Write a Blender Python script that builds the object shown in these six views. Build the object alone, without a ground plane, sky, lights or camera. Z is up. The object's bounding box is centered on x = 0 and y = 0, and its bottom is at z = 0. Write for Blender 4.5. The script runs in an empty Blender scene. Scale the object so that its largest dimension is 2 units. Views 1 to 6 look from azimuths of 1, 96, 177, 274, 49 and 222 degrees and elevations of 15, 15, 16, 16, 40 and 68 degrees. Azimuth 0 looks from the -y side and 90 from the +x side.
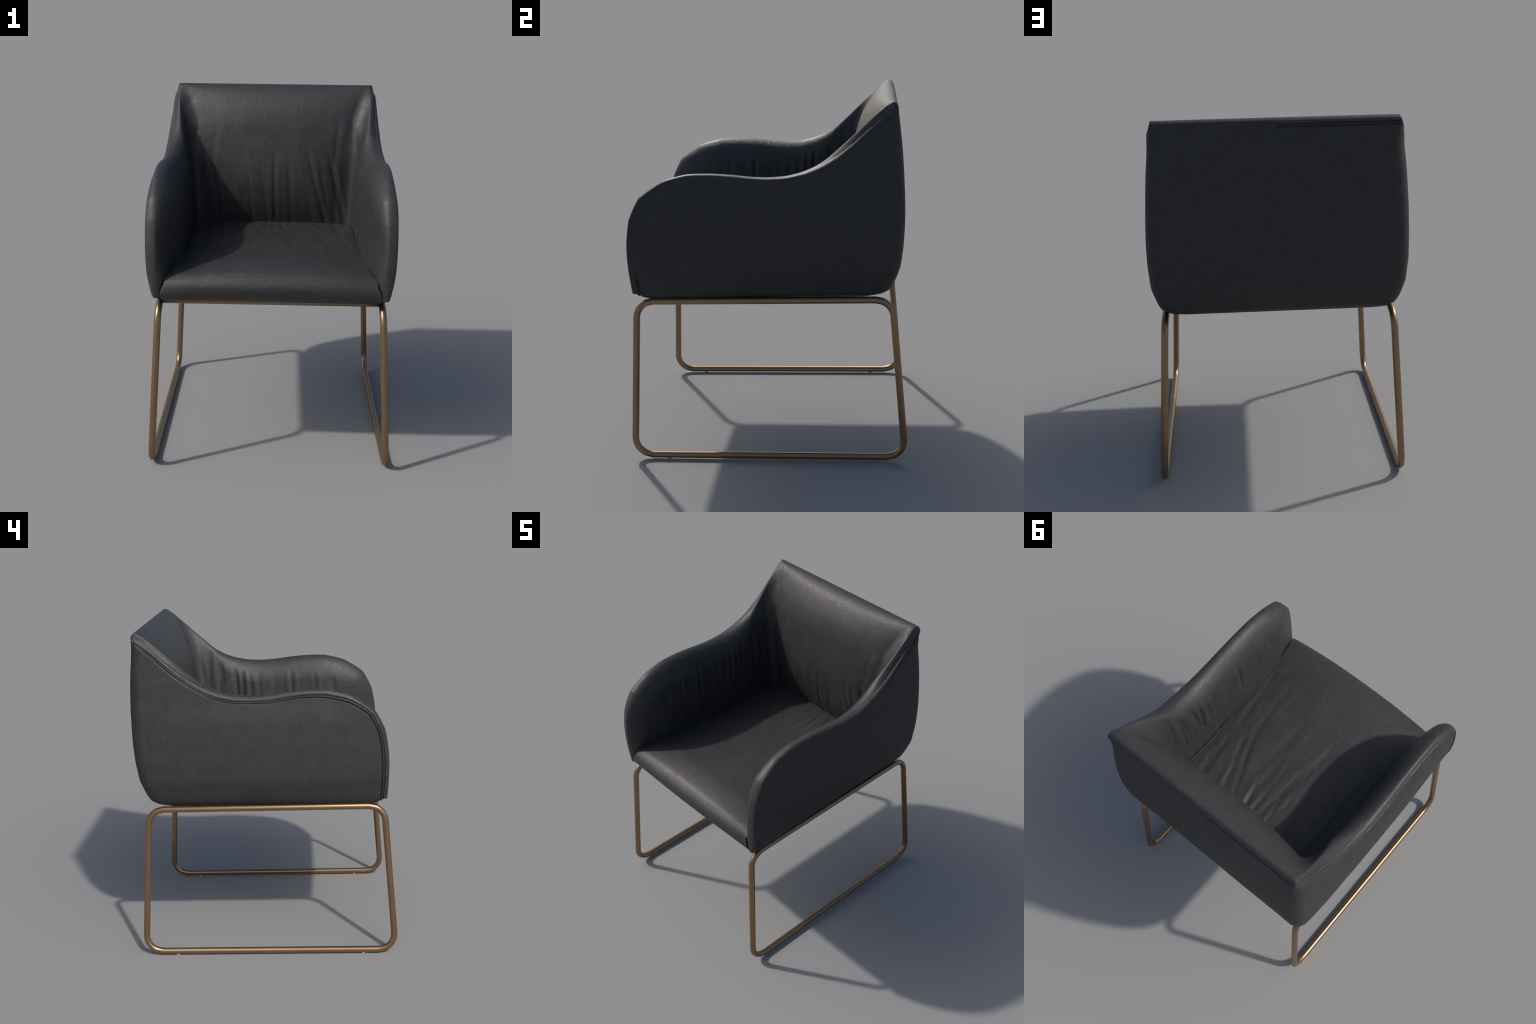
"""Low-backed leather armchair on two bent-tube sled legs.
Frame: metres, z up, front of the chair faces -y."""
import bpy, bmesh, math
import numpy as np
from mathutils import Vector, noise

# ------------------------------------------------------------------ helpers
def smooth(a, b, x):
    t = np.clip((np.asarray(x, float) - a) / (b - a), 0, 1)
    return t * t * (3 - 2 * t)

def spline(points, per=12, sharp=0.5):
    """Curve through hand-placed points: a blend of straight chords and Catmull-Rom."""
    P = np.array(points, float)
    out = []
    for i in range(len(P) - 1):
        p0, p1, p2, p3 = P[max(i - 1, 0)], P[i], P[i + 1], P[min(i + 2, len(P) - 1)]
        for k in range(per):
            t = k / per
            c = 0.5 * (2 * p1 + (p2 - p0) * t + (2 * p0 - 5 * p1 + 4 * p2 - p3) * t * t
                       + (3 * p1 - p0 - 3 * p2 + p3) * t ** 3)
            out.append((1 - sharp) * c + sharp * (p1 + (p2 - p1) * t))
    out.append(P[-1])
    return np.array(out)

def curve(v, xs, ys, soft=0.022):
    """Softened interpolation through (xs, ys): no kinks at the knots."""
    t = np.linspace(min(xs) - .15, max(xs) + .15, 900)
    k = np.arange(-60, 61) * (t[1] - t[0])
    w = np.exp(-.5 * (k / soft) ** 2)
    lin = np.interp(t, xs, ys)
    pad = np.concatenate([np.full(60, lin[0]), lin, np.full(60, lin[-1])])
    return np.interp(v, t, np.convolve(pad, w / w.sum(), "valid"))

def resample(C, n):
    s = np.r_[0, np.cumsum(np.linalg.norm(np.diff(C, axis=0), axis=1))]
    t = np.linspace(0, s[-1], n)
    return np.stack([np.interp(t, s, C[:, k]) for k in range(C.shape[1])], 1)

def dist_polyline(A, Z, L):
    """distance of points (A, Z) to the polyline L"""
    best = np.full(A.shape, 1e9)
    for (x0, y0), (x1, y1) in zip(L[:-1], L[1:]):
        dx, dy = x1 - x0, y1 - y0
        t = np.clip(((A - x0) * dx + (Z - y0) * dy) / (dx * dx + dy * dy + 1e-12), 0, 1)
        best = np.minimum(best, (A - x0 - t * dx) ** 2 + (Z - y0 - t * dy) ** 2)
    return np.sqrt(best)

def fbm(P, scale, octaves=3):
    f = noise.fractal
    return np.array([f(Vector((p[0] * scale[0], p[1] * scale[1], p[2] * scale[2])), 1.0, 2.0, octaves)
                     for p in P.reshape(-1, 3)]).reshape(P.shape[:-1])

def grid_normals(P):
    du = np.gradient(P, axis=0)
    dv = np.gradient(P, axis=1)
    N = np.cross(du, dv)
    L = np.linalg.norm(N, axis=-1, keepdims=True)
    return N / np.maximum(L, 1e-12)

def add_object(name, mesh, parent, material):
    ob = bpy.data.objects.new(name, mesh)
    bpy.context.scene.collection.objects.link(ob)
    ob.parent = parent
    if material:
        mesh.materials.append(material)
    return ob

def grid_object(name, P, N, face_mask, parent, material):
    """Mesh from part of a grid of points, keeping the whole grid's normals."""
    nu, nv = P.shape[:2]
    idx = np.arange(nu * nv).reshape(nu, nv)
    q = np.stack([idx[:-1, :-1], idx[1:, :-1], idx[1:, 1:], idx[:-1, 1:]], -1)[face_mask]
    used, inv = np.unique(q, return_inverse=True)
    q = inv.reshape(-1, 4)
    me = bpy.data.meshes.new(name)
    me.from_pydata(P.reshape(-1, 3)[used].tolist(), [], q.tolist())
    me.polygons.foreach_set("use_smooth", [True] * len(me.polygons))
    me.update()
    me.normals_split_custom_set_from_vertices(N.reshape(-1, 3)[used].tolist())
    return add_object(name, me, parent, material)

# ---------------------------------------------------------------- materials
def node_material(name):
    m = bpy.data.materials.new(name)
    m.use_nodes = True
    nt = m.node_tree
    return m, nt, nt.nodes["Principled BSDF"]

def leather(name, dark, light, rough, grain, grain_scale, crease=0.0, sheen=0.0, spec=0.5, mottle=9.0):
    m, nt, b = node_material(name)
    n, l = nt.nodes.new, nt.links.new
    tc = n("ShaderNodeTexCoord")
    blot = n("ShaderNodeTexNoise")
    blot.inputs["Scale"].default_value = mottle
    blot.inputs["Detail"].default_value = 8.0
    blot.inputs["Roughness"].default_value = 0.72
    l(tc.outputs["Object"], blot.inputs["Vector"])
    ramp = n("ShaderNodeValToRGB")
    ramp.color_ramp.elements[0].position, ramp.color_ramp.elements[1].position = 0.3, 0.72
    ramp.color_ramp.elements[0].color = (*dark, 1)
    ramp.color_ramp.elements[1].color = (*light, 1)
    l(blot.outputs["Fac"], ramp.inputs["Fac"])
    speck = n("ShaderNodeTexNoise")
    speck.inputs["Scale"].default_value = 58.0
    speck.inputs["Detail"].default_value = 4.0
    l(tc.outputs["Object"], speck.inputs["Vector"])
    sr = n("ShaderNodeMapRange")
    sr.inputs["From Min"].default_value, sr.inputs["From Max"].default_value = 0.32, 0.62
    sr.inputs["To Min"].default_value, sr.inputs["To Max"].default_value = 0.86, 1.03
    l(speck.outputs["Fac"], sr.inputs["Value"])
    mul = n("ShaderNodeVectorMath")
    mul.operation = "SCALE"
    l(ramp.outputs["Color"], mul.inputs[0])
    l(sr.outputs["Result"], mul.inputs["Scale"])
    l(mul.outputs["Vector"], b.inputs["Base Color"])
    fine = n("ShaderNodeTexNoise")
    fine.inputs["Scale"].default_value = 45.0
    fine.inputs["Detail"].default_value = 3.0
    l(tc.outputs["Object"], fine.inputs["Vector"])
    rr = n("ShaderNodeMapRange")
    rr.inputs["To Min"].default_value = rough - 0.06
    rr.inputs["To Max"].default_value = rough + 0.06
    l(fine.outputs["Fac"], rr.inputs["Value"])
    l(rr.outputs["Result"], b.inputs["Roughness"])
    vor = n("ShaderNodeTexVoronoi")
    vor.feature = "DISTANCE_TO_EDGE"
    vor.inputs["Scale"].default_value = grain_scale
    warp = n("ShaderNodeMix")
    warp.data_type = "VECTOR"
    warp.inputs["Factor"].default_value = 0.04
    wn = n("ShaderNodeTexNoise")
    wn.inputs["Scale"].default_value = 30.0
    l(tc.outputs["Object"], wn.inputs["Vector"])
    l(tc.outputs["Object"], warp.inputs["A"])
    l(wn.outputs["Color"], warp.inputs["B"])
    l(warp.outputs["Result"], vor.inputs["Vector"])
    cut = n("ShaderNodeMath")
    cut.operation = "MINIMUM"
    cut.inputs[1].default_value = 0.12
    l(vor.outputs["Distance"], cut.inputs[0])
    bump = n("ShaderNodeBump")
    bump.inputs["Strength"].default_value = grain
    bump.inputs["Distance"].default_value = 0.006
    l(cut.outputs["Value"], bump.inputs["Height"])
    top = bump
    if crease:
        cr = n("ShaderNodeTexNoise")
        cr.inputs["Scale"].default_value = 60.0
        cr.inputs["Detail"].default_value = 4.0
        cr.inputs["Distortion"].default_value = 0.8
        l(tc.outputs["Object"], cr.inputs["Vector"])
        b2 = n("ShaderNodeBump")
        b2.inputs["Strength"].default_value = crease
        b2.inputs["Distance"].default_value = 0.002
        l(cr.outputs["Fac"], b2.inputs["Height"])
        l(bump.outputs["Normal"], b2.inputs["Normal"])
        top = b2
    l(top.outputs["Normal"], b.inputs["Normal"])
    b.inputs["Specular IOR Level"].default_value = spec
    if sheen:
        b.inputs["Sheen Weight"].default_value = sheen
        b.inputs["Sheen Roughness"].default_value = 0.5
    return m

def brushed_metal(name):
    m, nt, b = node_material(name)
    n, l = nt.nodes.new, nt.links.new
    tc = n("ShaderNodeTexCoord")
    nz = n("ShaderNodeTexNoise")
    nz.inputs["Scale"].default_value = 14.0
    nz.inputs["Detail"].default_value = 4.0
    l(tc.outputs["Object"], nz.inputs["Vector"])
    ramp = n("ShaderNodeValToRGB")
    ramp.color_ramp.elements[0].color = (0.305, 0.198, 0.111, 1)
    ramp.color_ramp.elements[1].color = (0.355, 0.233, 0.134, 1)
    l(nz.outputs["Fac"], ramp.inputs["Fac"])
    l(ramp.outputs["Color"], b.inputs["Base Color"])
    b.inputs["Metallic"].default_value = 0.9
    b.inputs["Roughness"].default_value = 0.36
    return m

def plain(name, color, rough):
    m, nt, b = node_material(name)
    n, l = nt.nodes.new, nt.links.new
    nz = n("ShaderNodeTexNoise")
    nz.inputs["Scale"].default_value = 80.0
    ramp = n("ShaderNodeValToRGB")
    ramp.color_ramp.elements[0].color = tuple(c * 0.9 for c in color) + (1,)
    ramp.color_ramp.elements[1].color = tuple(color) + (1,)
    l(nz.outputs["Fac"], ramp.inputs["Fac"])
    l(ramp.outputs["Color"], b.inputs["Base Color"])
    b.inputs["Roughness"].default_value = rough
    return m

M_COVER = leather("matte_leather", (0.029, 0.029, 0.0295), (0.044, 0.044, 0.044), 0.62, 0.12, 260, spec=0.35, mottle=13.0)
M_PAD = leather("soft_leather", (0.030, 0.030, 0.0305), (0.040, 0.040, 0.040), 0.48, 0.42, 170, crease=0.27, spec=0.5)
M_SEAT = leather("seat_leather", (0.029, 0.029, 0.0295), (0.038, 0.038, 0.038), 0.48, 0.42, 170, crease=0.27, spec=0.5)
M_METAL = brushed_metal("bronze_metal")
M_FOOT = plain("pale_plastic", (0.62, 0.62, 0.60), 0.4)
M_UNDER = plain("black_felt", (0.012, 0.012, 0.012), 0.9)

chair = bpy.data.objects.new("armchair", None)
bpy.context.scene.collection.objects.link(chair)
chair["label"] = "dark grey leather armchair on bronze tube sled legs"
chair["category"] = "armchair"

# -------------------------------------------------- shell: rim seen from the side
# (y, z) of the rim: up the arm front, back along the arm, up to the back corner
RIM_SIDE = [(-.722, .983), (-.730, 1.08), (-.734, 1.18), (-.730, 1.285), (-.708, 1.408), (-.645, 1.526),
            (-.515, 1.611), (-.384, 1.645), (-.26, 1.647), (-.145, 1.639), (-.04, 1.626), (.057, 1.621),
            (.152, 1.627), (.237, 1.647), (.317, 1.678), (.392, 1.721), (.47, 1.782), (.553, 1.86),
            (.61, 1.914), (.66, 1.960)]
A_CORNER, A_BACK, A_MID = 0.66, 0.74, 1.38      # unrolled coordinate: side | corner | back
TOP = 1.998
rim_a = spline(RIM_SIDE)
corner = spline([(.66, 1.960), (.69, 1.984), (.715, TOP - .002), (A_BACK, TOP)])
back = np.array([(A_BACK, TOP), (A_MID, TOP)])
n_side, n_corner, n_back = 380, 26, 110
rim = np.vstack([resample(rim_a, n_side)[:-1], resample(corner, n_corner)[:-1], resample(back, n_back)])
LINE = np.vstack([[(-.712, .86)], resample(rim_a, 120)[:-1], resample(corner, 16)[:-1], back, [(A_MID + 1, TOP)]])

# inward normals along the rim, and where each column meets the bottom
tan = np.gradient(rim, axis=0)
tan /= np.linalg.norm(tan, axis=1, keepdims=True)
inward = np.stack([tan[:, 1], -tan[:, 0]], 1)
for _ in range(90):
    inward[1:-1] = (inward[:-2] + 2 * inward[1:-1] + inward[2:]) / 4
inward /= np.linalg.norm(inward, axis=1, keepdims=True)
frac = np.linspace(0, 1, n_side) ** 1.25
base_a = np.r_[(-.60 + (A_CORNER + .60) * frac)[:-1], rim[n_side - 1:, 0]]

near = np.r_[0, .0002, .0008, .002, .004, .0065, .0095, .0125, np.arange(.0155, .0601, .0025)]
def columns(z_base, n_far):
    """(a, z) of every grid vertex: columns leave the rim square to it and bend to the bottom."""
    B = np.stack([base_a, np.full(len(base_a), z_base)], 1)
    L = np.linalg.norm(B - rim, axis=1)
    far = np.linspace(0, 1, n_far + 1)[1:]
    nl = np.minimum(1, L * .55 / .058)
    E = np.concatenate([near[None] * nl[:, None],
                        near[-1] * nl[:, None] + (L - near[-1] * nl)[:, None] * far[None]], 1)
    V = (E / L[:, None])[..., None]
    straight = rim[:, None] + (B - rim)[:, None] * V
    square = rim[:, None] + inward[:, None] * E[..., None]
    k = smooth(.05, .42, V)
    return square * (1 - k) + straight * k

# ---------------------------------------------- shell: surfaces in plan
def X_outer(y, z):
    rear = curve(z, [.938, .948, .963, .983, 1.01, 1.115, 1.24, 1.37, 1.5, 1.616, 1.716, 1.823, 1.907, 1.954, 2.0],
                     [.558, .588, .613, .632, .644, .675, .685, .685, .681, .674, .667, .657, .652, .643, .634], .007)
    front = curve(z, [.936, .950, .98, 1.047, 1.109, 1.2, 1.3, 1.43, 1.52, 1.65], [.590, .622, .643, .653, .665, .670, .671, .668, .662, .650])
    w = smooth(-.75, .62, y)
    bulge = .016 * np.sin(np.pi * np.clip((y + .72) / 1.4, 0, 1)) ** .7 * smooth(.96, 1.12, z) * (1 - smooth(1.45, 1.62, z))
    return front * (1 - w) + rear * w + bulge

def Y_outer(x, z):
    return curve(z, [.938, .948, .959, .977, 1.03, 1.12, 1.23, 1.33, 1.43, 1.55, 1.66, 1.75, 1.86, 1.945, 2.0],
                     [.605, .640, .669, .694, .719, .750, .765, .771, .774, .773, .769, .763, .753, .744, .738], .007)

def X_inner(y, z):
    x = curve(z, [.95, 1.12, 1.3, 1.5, 1.65, 1.8, 1.9, 2.0], [.512, .513, .519, .533, .551, .576, .594, .605])
    flare = .062 * smooth(-.38, -.74, y) * (1 - smooth(1.25, 1.6, z))
    return x + flare

def Y_inner(x, z):
    mid = curve(z, [.95, 1.10, 1.18, 1.27, 1.38, 1.5, 1.62, 1.74, 1.8, 1.86, 1.9, 1.95, 2.0],
                [.530, .525, .494, .472, .464, .471, .488, .511, .522, .529, .538, .546, .548])
    edge = curve(z, [.95, 1.12, 1.55, 1.69, 1.81, 1.93, 2.0], [.535, .526, .532, .543, .578, .600, .61])
    w = np.clip(np.abs(x) / .54, 0, 1) ** 2.6
    return mid * (1 - w) + edge * w

def plan(a, z, kind):
    """Unrolled (a, z) -> (x, y) on the outer, ridge or inner surface of the right half."""
    if kind == "outer":
        xf, yf, r = X_outer, Y_outer, curve(z, [.94, 1.2, 1.86, 1.935, 1.962, 2.0], [.075, .078, .070, .046, .014, .010], .006)
    elif kind == "inner":
        xf, yf, r = X_inner, Y_inner, curve(z, [1.0, 1.5, 1.8, 2.0], [.05, .06, .085, .10])
    else:
        xf = lambda y, z: curve(y, [-.74, -.6, -.3, .5, .7], [.624, .630, .637, .638, .634])
        yf, r = (lambda x, z: .716 + 0 * z), .012 + 0 * z
    xc = xf(np.full_like(z, .62), z)
    yc = yf(np.full_like(z, .55), z)
    end = yc - r
    s = np.clip((a + .735) / (A_CORNER + .735), 0, 1)
    y_side = a + (end - A_CORNER) * s ** 3
    x_side = xf(y_side, z)
    x_end = xf(end, z)
    th = np.clip((a - A_CORNER) / (A_BACK - A_CORNER), 0, 1) * math.pi / 2
    x_cor = x_end - r + r * np.cos(th)
    y_cor = end + r * np.sin(th)
    f = np.clip((a - A_BACK) / (A_MID - A_BACK), 0, 1)
    x_bk = (x_end - r) * (1 - f)
    y_bk = yf(x_bk, z)
    x = np.where(a < A_CORNER, x_side, np.where(a < A_BACK, x_cor, x_bk))
    y = np.where(a < A_CORNER, y_side, np.where(a < A_BACK, y_cor, y_bk))
    return x, y

def half_surface(kind, z_base, n_far, edge=.015):
    AZ = columns(z_base, n_far)
    a, z = AZ[..., 0], AZ[..., 1]
    d = dist_polyline(a, z, LINE)
    backness = smooth(.45, .72, a)
    if kind == "outer":
        r = edge + (.042 - edge) * smooth(.15, .42, a)
        r = r + (.020 - r) * smooth(.60, .80, a)
    else:
        r = .15 + .11 * backness - .09 * smooth(1.30, 1.05, z) * smooth(-.35, -.6, a)
    # at the very bottom of the arm front the rim is thin
    t = np.clip(1 - d / r, 0, 1)
    g = np.sqrt(np.clip(1 - t * t, 0, 1))
    xr, yr = plan(a, z, "ridge")
    xs, ys = plan(a, z, kind)
    P = np.stack([xr + (xs - xr) * g, yr + (ys - yr) * g, z], -1)
    return P, d, a

Po, do, ao = half_surface("outer", .939, 46, .010)       # right: crisp edge
Po_left = half_surface("outer", .939, 46, .026)[0]       # left: rolled edge above a piped seam
Pi, di, ai = half_surface("inner", 1.0, 92)

# the padding runs round the inner corner in one soft hollow
w_soft = (smooth(.46, .66, ai) * smooth(.98, .80, ai) * smooth(.004, .07, di))[..., None]
for _ in range(160):
    M = Pi.copy()
    M[1:-1] = (Pi[:-2] + 2 * Pi[1:-1] + Pi[2:]) / 4
    Pi = Pi + (M - Pi) * w_soft

def both(H, mirror_x=True, other=None):
    """mirror the half grid to a full one (right arm front ... left arm front)"""
    M = (H if other is None else other)[::-1][1:].copy()
    if mirror_x:
        M[..., 0] *= -1
    return np.concatenate([H, M], 0)

n_half = len(rim)
P = np.concatenate([both(Po, True, Po_left)[:, ::-1], both(Pi)[:, 1:]], 1)      # rows: outer bottom -> rim -> inner bottom
D = np.concatenate([both(do, False)[:, ::-1], both(di, False)[:, 1:]], 1)
A = np.concatenate([both(ao, False)[:, ::-1], both(ai, False)[:, 1:]], 1)
n_out = Po.shape[1]
N = grid_normals(P)
side_of = 1.0 if N[n_half // 3, n_out // 2, 0] * P[n_half // 3, n_out // 2, 0] > 0 else -1.0
N *= side_of

# ----------------------------------------------------- seams on the outer face
row_outer = (np.arange(P.shape[1]) < n_out)[None, :] & np.ones(len(P), bool)[:, None]
x, y, z = P[..., 0], P[..., 1], P[..., 2]
on_back = smooth(.70, .76, A)
left_side = (x < 0) * 1.0
right_side = .08 + .42 * smooth(1.72, 1.86, z) + .55 * smooth(1.88, 1.93, z) + .8 * smooth(1.16, 1.05, z) * smooth(-.55, -.66, y)
s_side = left_side + (1 - left_side) * right_side
s_back = .10 + .90 * smooth(.004, -.002, x)
S = s_side * (1 - on_back) + s_back * on_back
S = S * (1 - .65 * np.exp(-((A - .70) / .035) ** 2))
wave = .0025 * np.sin(19 * (y + x)) * (1 - on_back)
g = lambda c, w: np.exp(-((D + wave - c) / w) ** 2)
c1 = .027 + (.007 * smooth(-.6, .0, y) - .012 * smooth(.1, .5, y)) * (1 - on_back) + .004 * on_back      # upper groove
c2 = .043 - .010 * smooth(.1, .5, y) * (1 - on_back) - .001 * on_back      # lower groove
seam = (-.0066 * g(c2, .0036) + .0046 * g((c1 + c2) / 2, .0042)
        - .0075 * g(c1, .0027) * (x < 0))
P = P + N * (seam * S * row_outer * smooth(0, .012, D))[..., None]

# ----------------------------------------------------- folds on the inner faces
def crease(u, v, top, bottom, width, depth, lean=0.55, soft=1.3):
    """A valley along a line from top (u, v) to bottom (u, v), with a ridge beside it."""
    t = (v - top[1]) / (bottom[1] - top[1])
    c = top[0] + (bottom[0] - top[0]) * t
    s = (u - c) / (width * soft)
    along = smooth(-.18, .25, t) * smooth(1.35, 1.02, t)
    return depth * along * (-np.exp(-s * s) + lean * np.exp(-((s - 1.9) / 1.2) ** 2) + lean * .6 * np.exp(-((s + 2.1) / 1.3) ** 2))

row_inner = 1 - row_outer
is_back = smooth(.68, .75, A) * row_inner
is_arm = smooth(.70, .60, A) * row_inner
deep = smooth(.06, .16, D)

f_back = np.zeros_like(x)
for top, bot, w, dp in [((.004, 1.55), (.012, 1.10), .010, .0065), ((.205, 1.62), (.345, 1.10), .013, .0075),
                        ((.295, 1.47), (.335, 1.28), .010, .0045), ((.350, 1.57), (.46, 1.15), .012, .0075),
                        ((-.41, 1.60), (-.345, 1.10), .013, .005), ((-.372, 1.74), (-.41, 1.45), .016, .003),
                        ((-.09, 1.53), (-.03, 1.12), .012, .0035), ((.086, 1.58), (.125, 1.12), .012, .0035),
                        ((-.168, 1.50), (-.135, 1.12), .009, .0035), ((.413, 1.78), (.385, 1.48), .014, .004),
                        ((-.21, 1.64), (-.17, 1.40), .014, .003), ((.172, 1.66), (.205, 1.46), .012, .0025),
                        ((.40, 1.45), (.405, 1.15), .012, .004), ((-.27, 1.45), (-.24, 1.10), .012, .0035)]:
    f_back += crease(x, z, top, bot, w, dp)
Q = np.stack([x - .12 * x * (1.6 - z), 0 * x, z], -1)
low = smooth(1.80, 1.25, z)
f_back = .60 * f_back + .0026 * low * fbm(Q, (12, 1, 1.8), 2) + .0025 * fbm(Q + 7, (5, 1, 3), 2)

f_arm = np.zeros_like(x)
for top, bot, w, dp in [((.355, 1.63), (.342, 1.36), .012, .0045), ((.330, 1.61), (.312, 1.36), .010, .0035),
                        ((.246, 1.61), (.215, 1.34), .012, .0065), ((.187, 1.59), (.190, 1.34), .009, .0055),
                        ((.142, 1.59), (.127, 1.33), .010, .0060), ((.077, 1.57), (.072, 1.36), .011, .0035),
                        ((-.026, 1.55), (-.040, 1.38), .012, .0025), ((-.147, 1.61), (-.154, 1.34), .010, .0050),
                        ((-.309, 1.53), (-.318, 1.36), .011, .0025), ((-.428, 1.52), (-.447, 1.33), .014, .0022),
                        ((.517, 1.78), (.48, 1.55), .014, .004), ((.431, 1.55), (.424, 1.33), .014, .003)]:
    f_arm += crease(y, z, top, bot, w, dp * .9 * (1 + .5 * np.sin(40 * top[0])), soft=1.3)
Q2 = np.stack([np.sign(x) * 3.0, y, z], -1)
rear = smooth(-.75, .15, y)
f_arm += (.0012 + .0028 * rear) * fbm(Q2, (1, 20, 2.4), 3) + .002 * fbm(Q2 + 3, (1, 4, 4), 2)

P = P + N * ((f_back * is_back + f_arm * is_arm) * deep)[..., None]
# a gentle lumpiness all over the covers
P = P + N * (.0018 * fbm(P, (4, 4, 4), 2) * row_outer * smooth(.05, .12, D) * smooth(.94, 1.02, z))[..., None]
N = grid_normals(P) * side_of

# ------------------------------------------------------------- cut into parts
fc = lambda W: (W[:-1, :-1] + W[1:, 1:]) / 2
i_col = np.arange(len(P) - 1)[:, None]
n_cor0 = n_side + n_corner // 2
outer_face = (np.arange(P.shape[1] - 1)[None, :] < n_out - 1) & (fc(D) > np.where(fc(P)[..., 0] < 0, .0425, .011))
mid_col = (i_col >= n_cor0) & (i_col < len(P) - 1 - n_cor0)
if side_of < 0:
    flip = True
else:
    flip = False
def part(name, mask, mat):
    Pm, Nm, mm = (P[:, ::-1], N[:, ::-1], mask[:, ::-1]) if flip else (P, N, mask)
    return grid_object(name, Pm, Nm, mm, chair, mat)
side_col_r, side_col_l = i_col < n_cor0, i_col >= len(P) - 1 - n_cor0
part("outer_cover", outer_face, M_COVER)
part("backrest", ~outer_face & mid_col, M_PAD)
for cols, k in ((side_col_r, 0), (side_col_l, len(P) - 1)):
    arm = part("armrest", ~outer_face & cols, M_PAD)
    # underside of the arm front, between the outer panel and the padding
    row = P[k]
    bm = bmesh.new()
    m = min(n_out, len(row) - n_out)
    prev = None
    for j in range(1, m):
        pair = (bm.verts.new(row[n_out - 1 - j]), bm.verts.new(row[min(n_out - 1 + j, len(row) - 1)]))
        if prev:
            bm.faces.new((prev[0], prev[1], pair[1], pair[0]))
        prev = pair
    bmesh.ops.recalc_face_normals(bm, faces=bm.faces)
    me = bpy.data.meshes.new("arm_underside")
    bm.to_mesh(me); bm.free()
    add_object("arm_underside", me, arm, M_PAD)

# ------------------------------------------------------------------- seat
seat_profile = spline([(-.58, .944), (-.650, .949), (-.700, .966), (-.738, 1.005), (-.751, 1.045), (-.744, 1.075),
                       (-.722, 1.104), (-.680, 1.131), (-.60, 1.149), (-.5, 1.156), (-.2, 1.150), (.1, 1.140), (.4, 1.128),
                       (.50, 1.124), (.56, 1.118)], 10, 0.1)
SP = resample(seat_profile, 300)
us = np.linspace(-1, 1, 241)
edge_r = np.interp(SP[:, 0], [-.70, -.60], [.006, .010])[:, None]
u_pos = np.sign(us) * (1 - (1 - np.abs(us)) ** 1.25)
Y = np.repeat(SP[:, :1], len(us), 1)
Z = np.repeat(SP[:, 1:], len(us), 1)
half_w = np.interp(SP[:, 0], [-.76, -.72, -.66, -.55, -.4, -.2, .15, .6],
                   [.578, .579, .563, .541, .524, .517, .509, .514])
half_w = half_w + .0005 + .022 * smooth(1.08, .98, SP[:, 1]) * (SP[:, 0] < -.6)
X = half_w[:, None] * u_pos[None]
crown = (np.abs(u_pos) ** 2.4)[None]
tang = np.gradient(SP, axis=0)
tang /= np.linalg.norm(tang, axis=1, keepdims=True)
nrm = np.stack([-tang[:, 1], tang[:, 0]], 1)
drop = np.interp(SP[:, 0], [-.76, -.6, -.4, .2, .56], [.030, .038, .036, .026, .012])
drop = np.where(SP[:, 0] < -.55, drop * smooth(.96, 1.06, SP[:, 1]), drop)
away = (1 - np.abs(u_pos))[None] * half_w[:, None]
te = np.clip(1 - away / edge_r, 0, 1)
lip = edge_r * (1 - np.sqrt(np.clip(1 - te * te, 0, 1)))
piping = .0026 * np.exp(-((away - .013) / .0035) ** 2) * smooth(-.62, -.5, Y)
off = -(drop[:, None] * crown + lip + piping)
SX, SY, SZ = X, Y + nrm[:, :1] * off, Z + nrm[:, 1:] * off
G = np.stack([SX, SY, SZ], -1)
f_seat = np.zeros_like(X)
for top, bot, w, dp in [((.345, .03), (.212, .42), .011, .0045), ((.305, -.02), (.178, .42), .010, .0040),
                        ((.078, .14), (.052, .45), .010, .0045), ((-.082, -.06), (-.044, .42), .011, .0045),
                        ((-.124, -.24), (-.106, .08), .012, .0030), ((.492, -.45), (.445, -.08), .011, .0035),
                        ((.345, -.42), (.318, -.05), .012, .0025), ((.432, .05), (.382, .44), .011, .0045),
                        ((.440, .19), (.404, .44), .009, .0040), ((.105, .18), (.045, .42), .008, .0045),
                        ((-.405, -.40), (-.42, .30), .012, .0060), ((-.085, .20), (-.112, .43), .009, .0040),
                        ((.112, -.25), (.133, .0), .012, .0020), ((.43, -.55), (.44, -.22), .012, .0025),
                        ((.25, .12), (.13, .44), .009, .0040), ((-.20, .08), (-.21, .44), .011, .0035),
                        ((-.33, -.1), (-.30, .42), .012, .0030), ((.0, .22), (.0, .46), .009, .0035)]:
    f_seat += crease(SX, SY, top, bot, w, dp * .52, .6, 1.7)
S2 = np.stack([SX + .22 * SY * np.sign(SX + 1e-6) * .5, SY, 0 * SX], -1)
f_seat += (.0008 + .0020 * smooth(-.45, .3, SY)) * fbm(S2 + 11, (13, 2.4, 1), 2)
f_seat += .0025 * fbm(S2 + 5, (4, 4, 1), 2)
f_seat *= smooth(.0, .03, away) * smooth(-.70, -.5, SY)
NS = grid_normals(G)
if NS[150, 120, 2] < 0:
    NS = -NS
    seat_flip = True
else:
    seat_flip = False
G = G + NS * f_seat[..., None]
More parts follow.
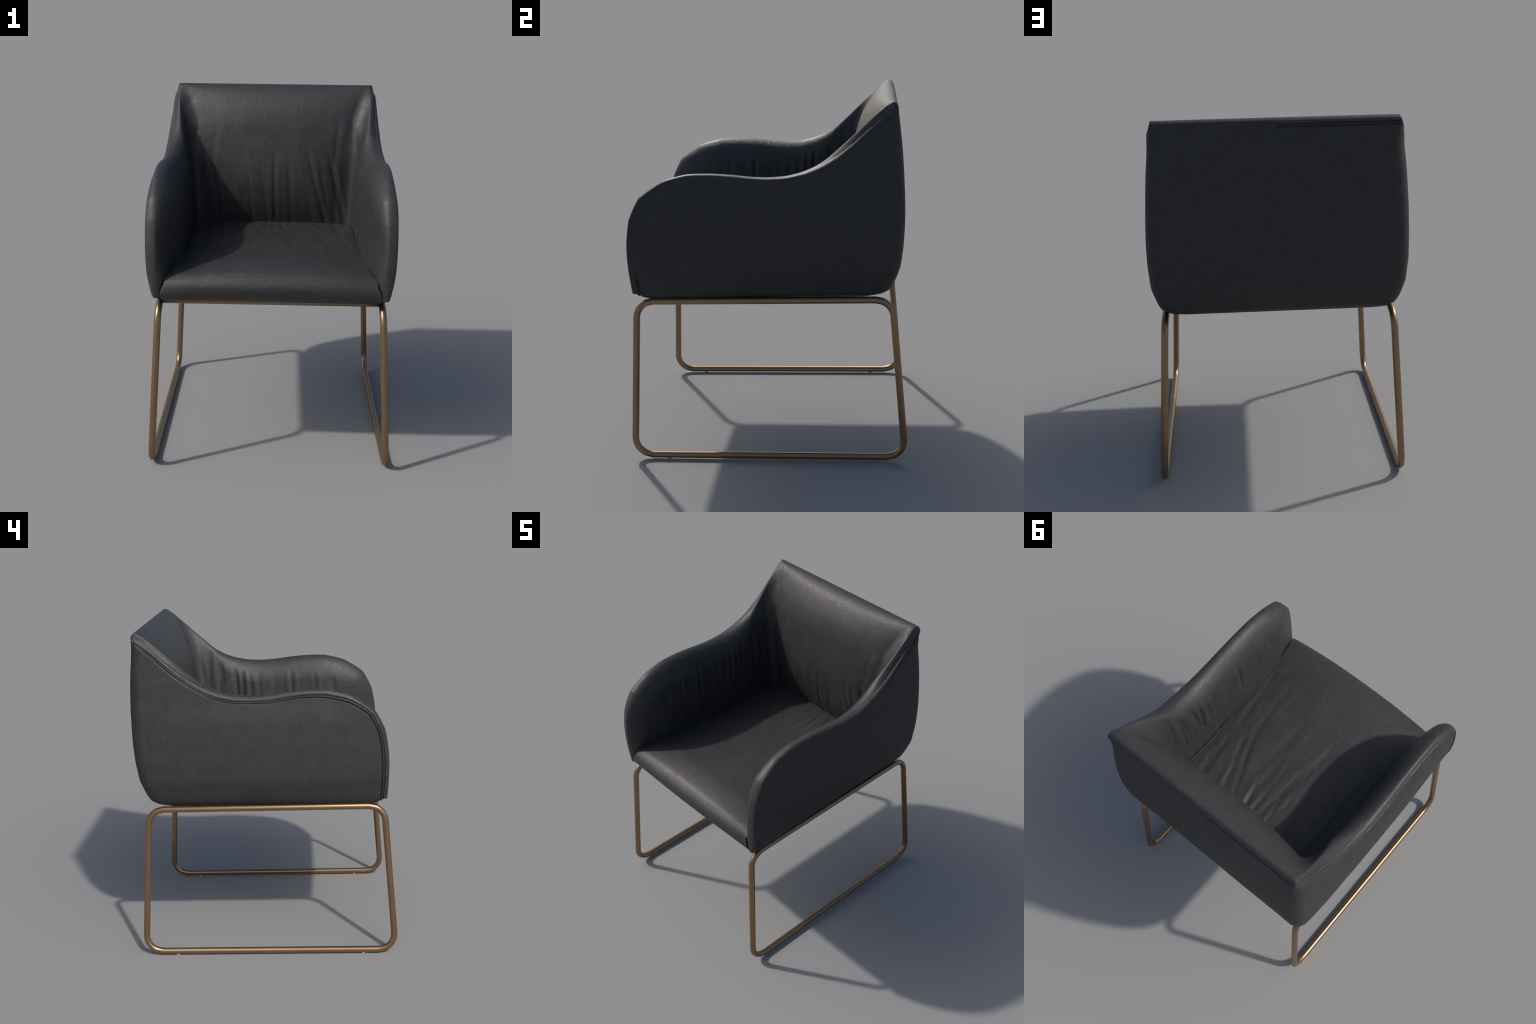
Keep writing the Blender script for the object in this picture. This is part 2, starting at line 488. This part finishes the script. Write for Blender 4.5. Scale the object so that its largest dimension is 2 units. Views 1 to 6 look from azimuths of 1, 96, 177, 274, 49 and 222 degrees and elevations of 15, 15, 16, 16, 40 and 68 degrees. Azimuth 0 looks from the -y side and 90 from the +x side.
# skirts so that the cushion is a solid body
skirt = lambda col: np.stack([col[:, 0] * .985, col[:, 1] + .004, np.minimum(col[:, 2], col[:, 2] - .05)], -1)[:, None]
NS = grid_normals(G) * (-1 if seat_flip else 1)
G2, N2 = (G[:, ::-1], NS[:, ::-1]) if seat_flip else (G, NS)
grid_object("seat_cushion", G2, N2, np.ones((G2.shape[0] - 1, G2.shape[1] - 1), bool), chair, M_SEAT)
# cushion side walls
bm = bmesh.new()
for col in (0, -1):
    prev = None
    for p in G[40:, col]:
        a = bm.verts.new(p)
        b = bm.verts.new((p[0] * .992, p[1] + .01, max(p[2] - .07, .965)))
        if prev:
            bm.faces.new((prev[0], a, b, prev[1]))
        prev = (a, b)
bmesh.ops.recalc_face_normals(bm, faces=bm.faces)
me = bpy.data.meshes.new("cushion_edge")
bm.to_mesh(me); bm.free()
add_object("cushion_edge", me, chair, M_SEAT)

# ------------------------------------------------------------- underside slab
def rounded_box(name, size, centre, radius, parent, mat):
    bm = bmesh.new()
    bmesh.ops.create_cube(bm, size=1)
    bmesh.ops.scale(bm, vec=size, verts=bm.verts)
    bmesh.ops.bevel(bm, geom=bm.edges[:], offset=radius, segments=3, affect="EDGES")
    bmesh.ops.translate(bm, vec=centre, verts=bm.verts)
    me = bpy.data.meshes.new(name)
    bm.to_mesh(me); bm.free()
    return add_object(name, me, parent, mat)
rounded_box("seat_base", (1.15, 1.18, .020), (0, .005, .9555), .008, chair, M_UNDER)

# ------------------------------------------------------------------ sled legs
TUBE = .0194
Z_LOW, Z_HIGH = .0233, .932
def leg_x(z):
    return .6105 + (Z_HIGH - z) * .0495

def fillet_loop(corners, radius, steps):
    pts = []
    n = len(corners)
    for i in range(n):
        p, a, b = (Vector(corners[k % n]) for k in (i, i - 1, i + 1))
        u, w = (a - p).normalized(), (b - p).normalized()
        half = u.angle(w) / 2
        t = radius / math.tan(half)
        c = p + (u + w).normalized() * (radius / math.sin(half))
        s, e = p + u * t - c, p + w * t - c
        ang = s.angle(e)
        # the bend runs smoothly off the legs but meets the level rails at a slight kink
        skip = (1,) if i % 2 else (steps - 1,)
        for k in range(steps + 1):
            if k in skip:
                continue
            f = k / steps
            pts.append(c + (s * math.sin((1 - f) * ang) + e * math.sin(f * ang)) / math.sin(ang))
    return pts

def tube(name, pts, radius, closed, parent, mat, sides=24):
    bm = bmesh.new()
    n = len(pts)
    rings = []
    for i, p in enumerate(pts):
        a = pts[i - 1] if (closed or i > 0) else p
        b = pts[(i + 1) % n] if (closed or i < n - 1) else p
        t = ((p - a).normalized() + (b - p).normalized()).normalized()
        side = Vector((1, 0, 0)) if abs(t.x) < .9 else Vector((0, 1, 0))
        side = (side - t * side.dot(t)).normalized()
        up = t.cross(side)
        rings.append([bm.verts.new(p + side * (radius * math.cos(k * math.tau / sides)) + up * (radius * math.sin(k * math.tau / sides)))
                      for k in range(sides)])
    for i in range(n if closed else n - 1):
        r0, r1 = rings[i], rings[(i + 1) % n]
        for k in range(sides):
            bm.faces.new((r0[k], r1[k], r1[(k + 1) % sides], r0[(k + 1) % sides]))
    if not closed:
        bm.faces.new(rings[0]); bm.faces.new(rings[-1])
    bmesh.ops.recalc_face_normals(bm, faces=bm.faces)
    for f in bm.faces:
        f.smooth = len(f.verts) == 4
    me = bpy.data.meshes.new(name)
    bm.to_mesh(me); bm.free()
    return add_object(name, me, parent, mat)

def glide(name, x, y, parent):
    bm = bmesh.new()
    bmesh.ops.create_cone(bm, cap_ends=True, segments=20, radius1=.0105, radius2=.0125, depth=.008)
    bmesh.ops.bevel(bm, geom=[e for e in bm.edges if len(e.link_faces) == 2 and any(len(f.verts) > 4 for f in e.link_faces)],
                    offset=.0015, segments=2, affect="EDGES")
    bmesh.ops.translate(bm, vec=(x, y, .004), verts=bm.verts)
    me = bpy.data.meshes.new(name)
    bm.to_mesh(me); bm.free()
    return add_object(name, me, parent, M_FOOT)

for s in (1, -1):
    low, high = .7700, .7055
    corners = [(s * leg_x(Z_LOW), -low, Z_LOW), (s * leg_x(Z_LOW), low, Z_LOW),
               (s * leg_x(Z_HIGH), high, Z_HIGH), (s * leg_x(Z_HIGH), -high, Z_HIGH)]
    leg = tube("sled_leg", fillet_loop(corners, .098, 7), TUBE, True, chair, M_METAL)
    for y in (-.573, .573):
        glide("foot_glide", s * leg_x(Z_LOW), y, leg)
tube("cross_rail", [Vector((-.606, -.600, .935)), Vector((.606, -.600, .935))], .0185, False, chair, M_METAL)

bpy.context.view_layer.update()
